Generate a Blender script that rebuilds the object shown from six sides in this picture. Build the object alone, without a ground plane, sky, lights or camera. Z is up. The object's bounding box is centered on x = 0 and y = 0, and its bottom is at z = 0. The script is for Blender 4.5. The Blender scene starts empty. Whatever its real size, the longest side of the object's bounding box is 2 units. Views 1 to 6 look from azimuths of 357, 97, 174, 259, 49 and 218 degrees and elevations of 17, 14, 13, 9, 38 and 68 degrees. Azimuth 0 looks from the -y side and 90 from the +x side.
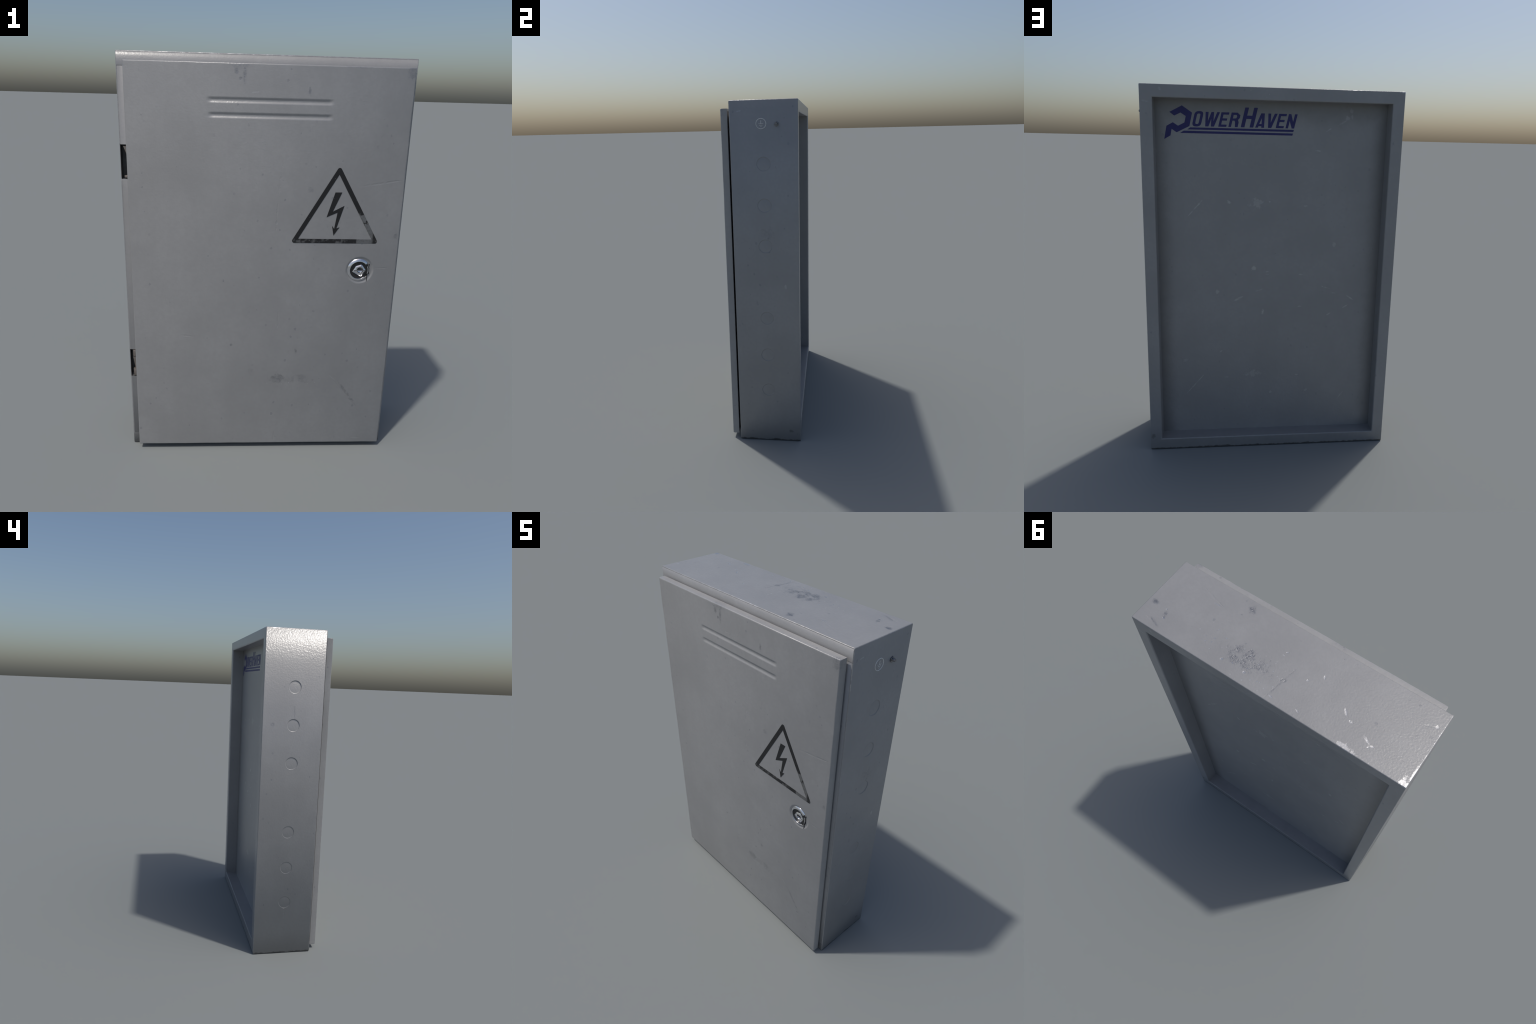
"""Steel wall cabinet with a hinged door, warning triangle, cam lock, knock-outs and a recessed back panel."""
import bpy, bmesh, math, random
from mathutils import Vector, noise

random.seed(7)

# ------------------------------------------------------------------ sizes (metres)
XL, XR = -0.6842, 0.6649          # body sides
YF, YB = -0.158, 0.210            # body front and back
ZT = 2.0
RIM = 0.0632                      # width of the turned-in rim, front and back
Y_PANEL = 0.1252                  # face of the recessed back panel
DX0, DX1, DZ0, DZ1 = -0.6457, 0.6434, 0.0252, 1.9588   # door
DYF, DYB = -0.2075, -0.1706
KNOCK_Z = (1.665, 1.440, 1.212, 0.7875, 0.5605, 0.336)
KNOCK_Y, KNOCK_R = 0.022, 0.039
HINGE_Z = ((0.407, 0.561), (1.438, 1.596))
LOCK = (0.4600, 1.0160)

# ------------------------------------------------------------------ scene helpers
col = bpy.context.scene.collection


def add(name, mesh, mat, parent, smooth_angle=None):
    ob = bpy.data.objects.new(name, mesh)
    col.objects.link(ob)
    ob.parent = parent
    mesh.materials.clear()
    mesh.materials.append(mat)
    if smooth_angle is not None:
        bm = bmesh.new(); bm.from_mesh(mesh)
        lim = math.radians(smooth_angle)
        for f in bm.faces:
            f.smooth = True
        for e in bm.edges:
            if len(e.link_faces) == 2:
                e.smooth = e.calc_face_angle(0.0) < lim
        bm.to_mesh(mesh); bm.free()
    return ob


def to_mesh(bm, name):
    bmesh.ops.recalc_face_normals(bm, faces=bm.faces)
    me = bpy.data.meshes.new(name)
    bm.to_mesh(me); bm.free()
    return me


def box(bm, x0, x1, y0, y1, z0, z1, bevel=0.0, seg=2):
    vs = [bm.verts.new((x, y, z)) for x in (x0, x1) for y in (y0, y1) for z in (z0, z1)]
    quads = ((0, 1, 3, 2), (4, 6, 7, 5), (0, 4, 5, 1), (2, 3, 7, 6), (0, 2, 6, 4), (1, 5, 7, 3))
    fs = [bm.faces.new([vs[i] for i in q]) for q in quads]
    if bevel:
        es = {e for f in fs for e in f.edges}
        bmesh.ops.bevel(bm, geom=list(es), offset=bevel, segments=seg, affect='EDGES', profile=0.5)
    return fs


def lathe(bm, profile, place, n=48, a0=0.0, a1=2 * math.pi):
    """Turn (radius, height) points about an axis; place(r*cos, r*sin, h) gives the world point."""
    closed = abs(a1 - a0 - 2 * math.pi) < 1e-6
    cnt = n if closed else n + 1
    rows = []
    for r, h in profile:
        if r < 1e-6:
            rows.append([bm.verts.new(place(0, 0, h))] * cnt)
        else:
            rows.append([bm.verts.new(place(r * math.cos(a0 + (a1 - a0) * i / n), r * math.sin(a0 + (a1 - a0) * i / n), h)) for i in range(cnt)])
    for a, b in zip(rows, rows[1:]):
        for i in range(cnt if closed else cnt - 1):
            j = (i + 1) % cnt
            q = []
            for v in (a[i], a[j], b[j], b[i]):
                if v not in q:
                    q.append(v)
            if len(q) > 2:
                bm.faces.new(q)
    if not closed:
        for i in (0, cnt - 1):
            vs = []
            for r in rows:
                if r[i] not in vs:
                    vs.append(r[i])
            if len(vs) > 2:
                bm.faces.new(vs)


def slab(bm, outer, holes, place, t):
    """Flat sign-paint shape: outline with holes in (u, v), thickness t, place(u, v, h) -> point."""
    from mathutils.geometry import tessellate_polygon
    loops = [list(outer)] + [list(h) for h in holes]
    flat = [p for l in loops for p in l]
    tris = tessellate_polygon([[Vector((u, v, 0)) for u, v in l] for l in loops])
    top = [bm.verts.new(place(u, v, t)) for u, v in flat]
    bot = [bm.verts.new(place(u, v, -0.001)) for u, v in flat]
    for tri in tris:
        try:
            bm.faces.new([top[i] for i in tri])
        except ValueError:
            pass
    k = 0
    for l in loops:
        n = len(l)
        for i in range(n):
            j = (i + 1) % n
            bm.faces.new((top[k + i], top[k + j], bot[k + j], bot[k + i]))
        k += n


def rounded(poly, r, n=5):
    """Round the corners of a polygon."""
    out = []
    m = len(poly)
    for i in range(m):
        p = Vector(poly[i]); a = (Vector(poly[i - 1]) - p); b = (Vector(poly[(i + 1) % m]) - p)
        d = min(r, 0.45 * a.length, 0.45 * b.length)
        s, e = p + a.normalized() * d, p + b.normalized() * d
        for k in range(n + 1):
            t = k / n
            q = s * (1 - t) ** 2 + p * 2 * t * (1 - t) + e * t * t
            out.append((q.x, q.y))
    return out


def boolean(ob, cutter):
    m = ob.modifiers.new("cut", 'BOOLEAN')
    m.operation, m.solver, m.object = 'DIFFERENCE', 'EXACT', cutter
    dg = bpy.context.evaluated_depsgraph_get()
    me = bpy.data.meshes.new_from_object(ob.evaluated_get(dg))
    ob.modifiers.clear()
    old = ob.data
    ob.data = me
    bpy.data.meshes.remove(old)
    cm = cutter.data
    bpy.data.objects.remove(cutter)
    bpy.data.meshes.remove(cm)


# ------------------------------------------------------------------ material helpers
class Nodes:
    def __init__(self, name):
        self.mat = bpy.data.materials.new(name)
        self.mat.use_nodes = True
        self.seen = {}
        self.t = self.mat.node_tree
        self.t.nodes.clear()
        self.out = self.t.nodes.new('ShaderNodeOutputMaterial')
        self.bsdf = self.t.nodes.new('ShaderNodeBsdfPrincipled')
        self.t.links.new(self.bsdf.outputs[0], self.out.inputs[0])
        self.obj = self.t.nodes.new('ShaderNodeTexCoord').outputs['Object']

    def link(self, a, b):
        if hasattr(a, 'is_output'):
            self.t.links.new(a, b)
        else:
            b.default_value = a

    def math(self, op, a, b=0.0, c=None, clamp=False):
        n = self.t.nodes.new('ShaderNodeMath'); n.operation = op; n.use_clamp = clamp
        self.link(a, n.inputs[0]); self.link(b, n.inputs[1])
        if c is not None:
            self.link(c, n.inputs[2])
        return n.outputs[0]

    def mapping(self, scale=(1, 1, 1), loc=(0, 0, 0), rot=(0, 0, 0), vec=None):
        n = self.t.nodes.new('ShaderNodeMapping')
        self.link(vec or self.obj, n.inputs[0])
        n.inputs['Location'].default_value = loc
        n.inputs['Rotation'].default_value = rot
        n.inputs['Scale'].default_value = scale
        return n.outputs[0]

    def noise(self, scale, detail=3.0, rough=0.55, vec=None, dist=0.0):
        key = (scale, detail, rough, dist)
        if vec is None and key in self.seen:      # one texture node per kind is enough
            return self.seen[key]
        n = self.t.nodes.new('ShaderNodeTexNoise')
        self.link(vec or self.obj, n.inputs['Vector'])
        n.inputs['Scale'].default_value = scale
        n.inputs['Detail'].default_value = detail
        n.inputs['Roughness'].default_value = rough
        n.inputs['Distortion'].default_value = dist
        if vec is None:
            self.seen[key] = n.outputs['Fac']
        return n.outputs['Fac']

    def voronoi(self, scale, vec=None, feature='F1'):
        n = self.t.nodes.new('ShaderNodeTexVoronoi'); n.feature = feature
        self.link(vec or self.obj, n.inputs['Vector'])
        n.inputs['Scale'].default_value = scale
        return n

    def ramp(self, x, lo, hi, a=0.0, b=1.0):
        n = self.t.nodes.new('ShaderNodeMapRange'); n.interpolation_type = 'SMOOTHSTEP'
        self.link(x, n.inputs[0])
        for i, v in enumerate((lo, hi, a, b)):
            n.inputs[1 + i].default_value = v
        return n.outputs[0]

    def mix(self, fac, a, b):
        n = self.t.nodes.new('ShaderNodeMix'); n.data_type = 'RGBA'
        self.link(fac, n.inputs['Factor'])
        for v, s in ((a, n.inputs[6]), (b, n.inputs[7])):
            if isinstance(v, tuple):
                s.default_value = (*v, 1.0)
            else:
                self.t.links.new(v, s)
        return n.outputs[2]

    def xyz(self):
        n = self.t.nodes.new('ShaderNodeSeparateXYZ')
        self.link(self.obj, n.inputs[0])
        return n.outputs

    def spot(self, centre, radius, stretch=(1, 1, 1), wobble=0.5, scale=40.0):
        """1 in a ragged patch round a point, 0 outside."""
        n = self.t.nodes.new('ShaderNodeVectorMath'); n.operation = 'SUBTRACT'
        self.link(self.obj, n.inputs[0]); n.inputs[1].default_value = centre
        m = self.t.nodes.new('ShaderNodeVectorMath'); m.operation = 'MULTIPLY'
        self.link(n.outputs[0], m.inputs[0]); m.inputs[1].default_value = [1 / (radius * s) for s in stretch]
        l = self.t.nodes.new('ShaderNodeVectorMath'); l.operation = 'LENGTH'
        self.link(m.outputs[0], l.inputs[0])
        d = self.math('ADD', l.outputs['Value'], self.math('MULTIPLY', self.math('SUBTRACT', self.noise(45 if scale > 25 else 20, 4.0, 0.68), 0.5), wobble * 4))
        return self.ramp(d, 0.40, 1.20, 1.0, 0.0)

    def line(self, a, b, width, wobble=0.004, scale=25.0):
        """1 along the segment a-b, 0 away from it."""
        a, b = Vector(a), Vector(b)
        ab = b - a; L = ab.length; u = ab / L
        s = self.t.nodes.new('ShaderNodeVectorMath'); s.operation = 'SUBTRACT'
        self.link(self.obj, s.inputs[0]); s.inputs[1].default_value = a
        d = self.t.nodes.new('ShaderNodeVectorMath'); d.operation = 'DOT_PRODUCT'
        self.link(s.outputs[0], d.inputs[0]); d.inputs[1].default_value = u
        tt = self.math('MINIMUM', self.math('MAXIMUM', d.outputs['Value'], 0.0), L)
        p = self.t.nodes.new('ShaderNodeVectorMath'); p.operation = 'SCALE'
        p.inputs[0].default_value = u; self.link(tt, p.inputs['Scale'])
        q = self.t.nodes.new('ShaderNodeVectorMath'); q.operation = 'DISTANCE'
        self.link(s.outputs[0], q.inputs[0]); self.link(p.outputs[0], q.inputs[1])
        wob = self.noise(30, 4.0, 0.65)
        w = self.math('ADD', q.outputs['Value'], self.math('MULTIPLY', self.math('SUBTRACT', wob, 0.5), wobble * 2.4))
        # thin out towards both ends, and break the stroke up
        end = self.math('ABSOLUTE', self.math('SUBTRACT', self.math('MULTIPLY', tt, 2.0 / L), 1.0))
        w = self.math('ADD', w, self.math('MULTIPLY', self.math('POWER', end, 3.0), width * 0.8))
        broken = self.ramp(self.noise(55, 3.0, 0.6), 0.36, 0.56, 0.25, 1.0)
        return self.math('MULTIPLY', self.ramp(w, width * 0.2, width, 1.0, 0.0), broken)

    def most(self, masks):
        r = masks[0]
        for m in masks[1:]:
            r = self.math('MAXIMUM', r, m)
        return r

    def bump(self, h, strength, distance, normal=None):
        n = self.t.nodes.new('ShaderNodeBump')
        n.inputs['Strength'].default_value = strength
        n.inputs['Distance'].default_value = distance
        self.link(h, n.inputs['Height'])
        if normal is not None:
            self.link(normal, n.inputs['Normal'])
        return n.outputs[0]


STEEL = (0.274, 0.274, 0.277)
COAT = 0.7
DARK = (0.165, 0.170, 0.192)
CHIP = (0.47, 0.47, 0.48)


def steel(name, base=STEEL, rough=0.50, stains=None, chips=None, ridges=None, grime_shade=None, metallic=0.10, flecks=1.0, peel=0.27):
    """Worn grey sheet steel: clouding, flecks, dull stains, bright chips, orange-peel grain.
    stains / chips / ridges are functions of the node helper that give a 0..1 mask."""
    n = Nodes(name)
    cloud = n.noise(3.2, 5.0, 0.6)
    fine = n.noise(60, 4.0, 0.6)
    c = n.mix(n.ramp(cloud, 0.3, 0.7), tuple(v * 0.93 for v in base), tuple(v * 1.06 for v in base))
    c = n.mix(n.ramp(fine, 0.25, 0.75, 0.0, 0.35), c, tuple(v * 0.86 for v in base))
    streak = n.noise(1.0, 3.0, 0.6, vec=n.mapping((14, 14, 1.6)))
    c = n.mix(n.ramp(streak, 0.35, 0.70, 0.0, 0.15), c, tuple(v * 0.84 for v in base))
    # small dark flecks and pits, sparse
    v1 = n.voronoi(27.0, n.mapping((1, 1, 0.8), (0, 0, 0), (0.3, 0.5, 0.4)))
    sep = n.t.nodes.new('ShaderNodeSeparateColor'); n.link(v1.outputs['Color'], sep.inputs[0])
    size = n.math('MULTIPLY', n.math('MAXIMUM', n.math('SUBTRACT', sep.outputs[0], 0.50), 0.0), 0.36)
    dist = n.math('ADD', v1.outputs['Distance'], n.math('MULTIPLY', n.math('SUBTRACT', n.noise(120, 3.0, 0.65), 0.5), 0.30))
    fleck = n.math('MULTIPLY', n.math('LESS_THAN', dist, size), n.ramp(sep.outputs[1], 0.0, 1.0, 0.25, 0.9))
    fleck = n.math('MULTIPLY', fleck, flecks)
    c = n.mix(n.math('MULTIPLY', fleck, 0.55), c, DARK)
    metal = metallic
    rgh = n.math('ADD', rough - 0.05, n.math('MULTIPLY', cloud, 0.10))
    height = n.math('MULTIPLY', fleck, -0.6)
    if stains:
        m = n.math('MULTIPLY', stains(n), n.ramp(n.noise(75, 4.0, 0.7), 0.38, 0.60, 0.35, 1.0))
        c = n.mix(n.math('MULTIPLY', m, n.ramp(n.noise(120, 4.0, 0.7), 0.25, 0.7, 0.72, 0.42)), c, DARK)
        metal = n.math('ADD', metal, n.math('MULTIPLY', m, 0.55))
        rgh = n.math('SUBTRACT', rgh, n.math('MULTIPLY', m, 0.10))
        height = n.math('SUBTRACT', height, n.math('MULTIPLY', m, n.math('MULTIPLY', n.noise(150, 2.0), 2.0)))
    if ridges:
        height = n.math('SUBTRACT', height, n.math('MULTIPLY', ridges(n), 0.9))
    if chips:
        m = chips(n)
        c = n.mix(m, c, CHIP)
        metal = n.math('ADD', metal, n.math('MULTIPLY', m, 0.75), clamp=True)
        rgh = n.math('SUBTRACT', rgh, n.math('MULTIPLY', m, 0.12))
        height = n.math('SUBTRACT', height, n.math('MULTIPLY', m, 0.8))
    if grime_shade:
        c = n.mix(grime_shade(n), c, (0.05, 0.048, 0.045))  # darkens by mask: real dirt at the foot, painted shade elsewhere
    n.link(c, n.bsdf.inputs['Base Color'])
    n.link(rgh, n.bsdf.inputs['Roughness'])
    n.link(metal, n.bsdf.inputs['Metallic'])
    grain = n.noise(115, 2.5, 0.5)
    n.link(n.bump(height, 0.5, 0.0012, n.bump(grain, 0.07, 0.006)), n.bsdf.inputs['Normal'])
    # thin glossy lacquer whose skin carries the orange-peel grain
    n.bsdf.inputs['Coat Weight'].default_value = COAT
    n.bsdf.inputs['Coat Roughness'].default_value = 0.27
    n.link(n.bump(height, 0.6, 0.0012, n.bump(grain, peel, 0.005)), n.bsdf.inputs['Coat Normal'])
    return n.mat


def scatter(n, scale, keep, size, zone):
    """Small bright chips inside a zone mask."""
    v = n.voronoi(scale, n.mapping((1, 1, 1), (3.1, 1.7, 0.4)))
    s = n.t.nodes.new('ShaderNodeSeparateColor'); n.link(v.outputs['Color'], s.inputs[0])
    d = n.math('ADD', v.outputs['Distance'], n.math('MULTIPLY', n.math('SUBTRACT', n.noise(200, 2.0), 0.5), 0.1))
    m = n.math('MULTIPLY', n.math('LESS_THAN', d, size), n.math('LESS_THAN', s.outputs[0], keep))
    return n.math('MULTIPLY', m, zone)


# --- body: stains on the top, scuffs on the sides, grime at the foot
def body_stains(n):
    z = ZT
    return n.most([
        n.math('MULTIPLY', n.spot((0.125, 0.100, z), 0.085, (1.25, 0.60, 1), 0.62, 45), n.ramp(n.noise(26, 4.0, 0.7), 0.42, 0.60)),
        n.spot((0.190, 0.079, z), 0.020, (1, 1, 1), 0.5, 50), n.spot((0.135, 0.073, z), 0.024, (1, 1, 1), 0.5, 50),
        n.spot((0.178, 0.128, z), 0.022, (1.2, 0.9, 1), 0.5, 50),
        n.spot((0.260, -0.113, z), 0.020, (1, 1.1, 1), 0.4, 50), n.spot((0.631, 0.090, z), 0.018, (1.1, 0.7, 1), 0.4, 50),
        n.spot((-0.048, 0.094, z), 0.014, (1, 1, 1), 0.4, 50),
        n.math('MULTIPLY', n.line((-0.063, 0.010, z), (-0.030, 0.205, z), 0.009, 0.008, 40), 0.65),
        n.line((0.558, 0.10, z), (0.548, 0.14, z), 0.012, 0.006, 40),
        n.math('MULTIPLY', n.line((0.60, 0.16, z), (0.53, 0.19, z), 0.010, 0.006, 40), 0.5),
        n.math('MULTIPLY', n.spot((XR, 0.035, 1.285), 0.05, (1, 0.9, 0.7), 0.7, 40), 0.45),
        n.math('MULTIPLY', n.spot((XL, 0.02, 1.52), 0.03, (1, 0.35, 1.2), 0.6, 40), 0.35),
        n.math('MULTIPLY', n.spot((XL, 0.15, 1.44), 0.014, (1, 1, 1), 0.4, 40), 0.6),
        n.math('MULTIPLY', n.spot((XL, 0.02, 1.95), 0.05, (1, 1, 0.5), 0.5, 30), 0.3),
    ])


def body_chips_glints(n):
    z = ZT
    E = lambda a, b, w, s: n.math('MULTIPLY', n.line(a, b, w, 0.0035), s)
    zone = n.most([n.spot((0.09, 0.12, z), 0.13, (1.3, 0.65, 1), 0.4, 20), n.spot((0.31, 0.09, z), 0.08, (1, 0.8, 1), 0.3, 20)])
    return n.most([
        # painted edge highlights along the folds, done as bright rubbed metal
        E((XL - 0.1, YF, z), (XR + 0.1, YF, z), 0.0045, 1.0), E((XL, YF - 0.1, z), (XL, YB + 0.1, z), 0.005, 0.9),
        E((XR, YF - 0.1, z), (XR, YB + 0.1, z), 0.0035, 0.5), E((XL, YF, 1.50), (XL, YF, z + 0.05), 0.005, 0.9), E((XR, YF, 1.75), (XR, YF, z + 0.05), 0.0045, 0.9),
        scatter(n, 75, 0.22, 0.26, zone),
        n.line((-0.318, 0.055, z), (-0.345, 0.085, z), 0.007), n.line((-0.362, 0.094, z), (-0.382, 0.098, z), 0.008, 0.003),
        n.line((-0.441, 0.114, z), (-0.485, 0.140, z), 0.007, 0.003), n.line((-0.485, 0.140, z), (-0.480, 0.154, z), 0.006, 0.003),
        n.line((-0.485, 0.140, z), (-0.503, 0.137, z), 0.006, 0.003),
        n.line((-0.162, 0.172, z), (-0.183, 0.180, z), 0.006), n.line((-0.040, 0.182, z), (-0.065, 0.186, z), 0.005),
        n.line((-0.126, 0.036, z), (-0.135, 0.041, z), 0.006, 0.003), n.line((0.006, -0.026, z), (0.018, -0.020, z), 0.006),
        n.line((0.024, -0.004, z), (0.010, -0.003, z), 0.004), n.line((-0.172, -0.020, z), (-0.185, -0.002, z), 0.005),
        n.spot((0.217, 0.156, z), 0.007, wobble=0.1), n.spot((0.103, 0.155, z), 0.007, wobble=0.1),
        n.line((0.562, 0.098, z), (0.568, 0.088, z), 0.006), n.line((0.552, 0.136, z), (0.538, 0.138, z), 0.004),
        n.line((0.42, -0.05, z), (0.38, -0.05, z), 0.005), n.math('MULTIPLY', n.spot((-0.655, -0.075, z), 0.008, wobble=0.4), 0.6),
        n.math('MULTIPLY', n.spot((-0.41, 0.200, z), 0.035, (1.3, 0.35, 0.15), 1.0, 60), 0.75), n.spot((-0.675, 0.195, z), 0.028, (0.9, 0.9, 0.3), 0.8, 60),  # last spot paints the highlight blotch at the rear left corner
        n.spot((-0.682, 0.14, z), 0.03, (0.25, 1.6, 0.25), 0.8, 60),
        n.math('MULTIPLY', n.line((XR, -0.12, 1.94), (XR, -0.09, 1.945), 0.006, 0.004), 0.5),
        n.math('MULTIPLY', n.line((XR, 0.13, 0.99), (XR, 0.135, 0.96), 0.008, 0.006), 0.4),
        n.math('MULTIPLY', n.line((0.57, YB, 1.985), (0.56, YB, 1.97), 0.007, 0.004), 0.45),
        n.math('MULTIPLY', n.line((0.655, YB, 1.92), (0.615, YB, 1.915), 0.006, 0.004), 0.4),
    ])


def body_ridges(n):
    return n.most([
        n.line((XL, 0.022, 0.28), (XL, 0.018, 0.10), 0.006, 0.006, 12),
        n.line((XL, 0.020, 1.56), (XL, 0.024, 1.42), 0.006, 0.006, 12),
        n.line((-0.66, -0.075, ZT), (-0.61, -0.055, ZT), 0.006, 0.004),
        n.line((0.62, 0.165, ZT), (0.56, 0.178, ZT), 0.006, 0.004),
        n.line((0.50, -0.09, ZT), (0.36, -0.05, ZT), 0.006, 0.004),
    ])


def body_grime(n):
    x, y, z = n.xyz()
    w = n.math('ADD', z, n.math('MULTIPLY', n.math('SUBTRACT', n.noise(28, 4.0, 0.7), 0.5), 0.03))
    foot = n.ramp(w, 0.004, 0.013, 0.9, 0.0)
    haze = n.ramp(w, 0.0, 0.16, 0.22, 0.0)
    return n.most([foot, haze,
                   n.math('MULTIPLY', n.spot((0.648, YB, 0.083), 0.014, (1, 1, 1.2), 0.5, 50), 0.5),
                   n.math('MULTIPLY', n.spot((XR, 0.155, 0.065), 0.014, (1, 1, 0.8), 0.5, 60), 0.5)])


# --- door: run marks, rub marks, long scratches
def door_stains(n):
    y = DYF
    return n.most([
        n.math('MULTIPLY', n.spot((0.080, y, 0.418), 0.030, (1.2, 1, 0.9), 0.8, 40), 0.6),
        n.math('MULTIPLY', n.spot((0.205, y, 0.418), 0.035, (1.0, 1, 0.7), 0.9, 40), 0.3),
        n.math('MULTIPLY', n.spot((0.125, y, 0.41), 0.05, (1.2, 1, 0.4), 1.0, 60), 0.22),
        n.math('MULTIPLY', n.line((0.395, y, 0.405), (0.51, y, 0.250), 0.011, 0.008, 30), 0.6),
        n.math('MULTIPLY', n.line((-0.155, y, 1.94), (-0.150, y, 1.91), 0.013, 0.010, 40), 0.7),
        n.math('MULTIPLY', n.line((-0.118, y, 1.945), (-0.116, y, 1.865), 0.014, 0.012, 40), 0.7),
        n.math('MULTIPLY', n.spot((-0.14, y, 1.95), 0.05, (1, 1, 0.4), 0.6, 30), 0.35),
        n.math('MULTIPLY', n.spot((-0.06, y, 0.46), 0.02, (1, 1, 1.2), 0.6, 30), 0.25),
        n.math('MULTIPLY', n.spot((0.63, y, 1.94), 0.035, (0.8, 1, 1.0), 0.5, 30), 0.5),
        n.math('MULTIPLY', n.line((0.33, y, 1.956), (0.45, y, 1.954), 0.010, 0.008, 30), 0.4),
        n.math('MULTIPLY', n.spot((0.625, y, 1.19), 0.016, (0.9, 1, 1.3), 0.6, 40), 0.5),
        n.math('MULTIPLY', n.spot((0.20, y, 1.41), 0.014, (1, 1, 1), 0.5, 40), 0.4),
        n.math('MULTIPLY', n.spot((-0.163, y, 0.611), 0.009, (1, 1, 1), 0.4, 80), 0.7),
        n.math('MULTIPLY', n.spot((0.167, y, 0.578), 0.012, (0.7, 1, 1.4), 0.4, 80), 0.7),
        n.math('MULTIPLY', n.spot((-0.135, y, 1.895), 0.008, (1, 1, 1), 0.3, 80), 0.8),
        n.math('MULTIPLY', n.spot((0.174, y, 1.845), 0.012, (0.6, 1, 1.6), 0.4, 80), 0.6),
    ])


def door_chips(n):
    y = DYF
    zone = n.math('MULTIPLY', n.spot((0.13, y, 0.405), 0.09, (1.5, 1, 0.35), 0.5, 40), 0.5)
    return n.most([scatter(n, 80, 0.3, 0.24, zone),
                   n.math('MULTIPLY', n.line((0.352, y, 0.436), (0.385, y, 0.405), 0.005, 0.002), 0.35),
                   n.math('MULTIPLY', n.line((0.49, y, 0.055), (0.545, y, 0.052), 0.006, 0.004), 0.3),
                   n.math('MULTIPLY', n.line((-0.085, y, 1.838), (-0.050, y, 1.842), 0.005, 0.004), 0.3)])


def door_ridges(n):
    y = DYF
    return n.most([
        n.line((0.440, y, 1.430), (0.642, y, 1.464), 0.006, 0.003, 10),
        n.line((0.065, y, 1.52), (0.050, y, 1.38), 0.008, 0.010, 10),
        n.line((0.050, y, 1.38), (0.044, y, 1.20), 0.005, 0.010, 10),
        n.line((0.075, y, 0.10), (0.068, y, 0.04), 0.007, 0.008, 12),
        n.line((0.52, y, 1.03), (0.62, y, 1.03), 0.003, 0.004, 12),
        n.line((0.07, y, 0.85), (0.07, y, 0.70), 0.003, 0.008, 12),
        n.line((-0.42, y, 0.665), (-0.34, y, 0.655), 0.005, 0.006, 12),
        n.math('MULTIPLY', n.line((0.352, y, 0.436), (0.55, y, 0.185), 0.005, 0.003, 20), 0.6),
    ])


def panel_grime_shade(n):
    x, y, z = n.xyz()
    # grime and painted corner shade along the recess edges, strongest under the top rim
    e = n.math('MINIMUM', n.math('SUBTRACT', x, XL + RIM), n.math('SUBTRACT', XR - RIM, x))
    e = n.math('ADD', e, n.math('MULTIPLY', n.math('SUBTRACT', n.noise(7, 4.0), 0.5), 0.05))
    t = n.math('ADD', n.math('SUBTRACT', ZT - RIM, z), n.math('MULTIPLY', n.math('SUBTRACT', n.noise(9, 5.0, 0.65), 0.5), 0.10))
    return n.most([n.ramp(e, 0.0, 0.10, 0.40, 0.0), n.ramp(t, 0.0, 0.16, 0.42, 0.0)])


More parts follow.
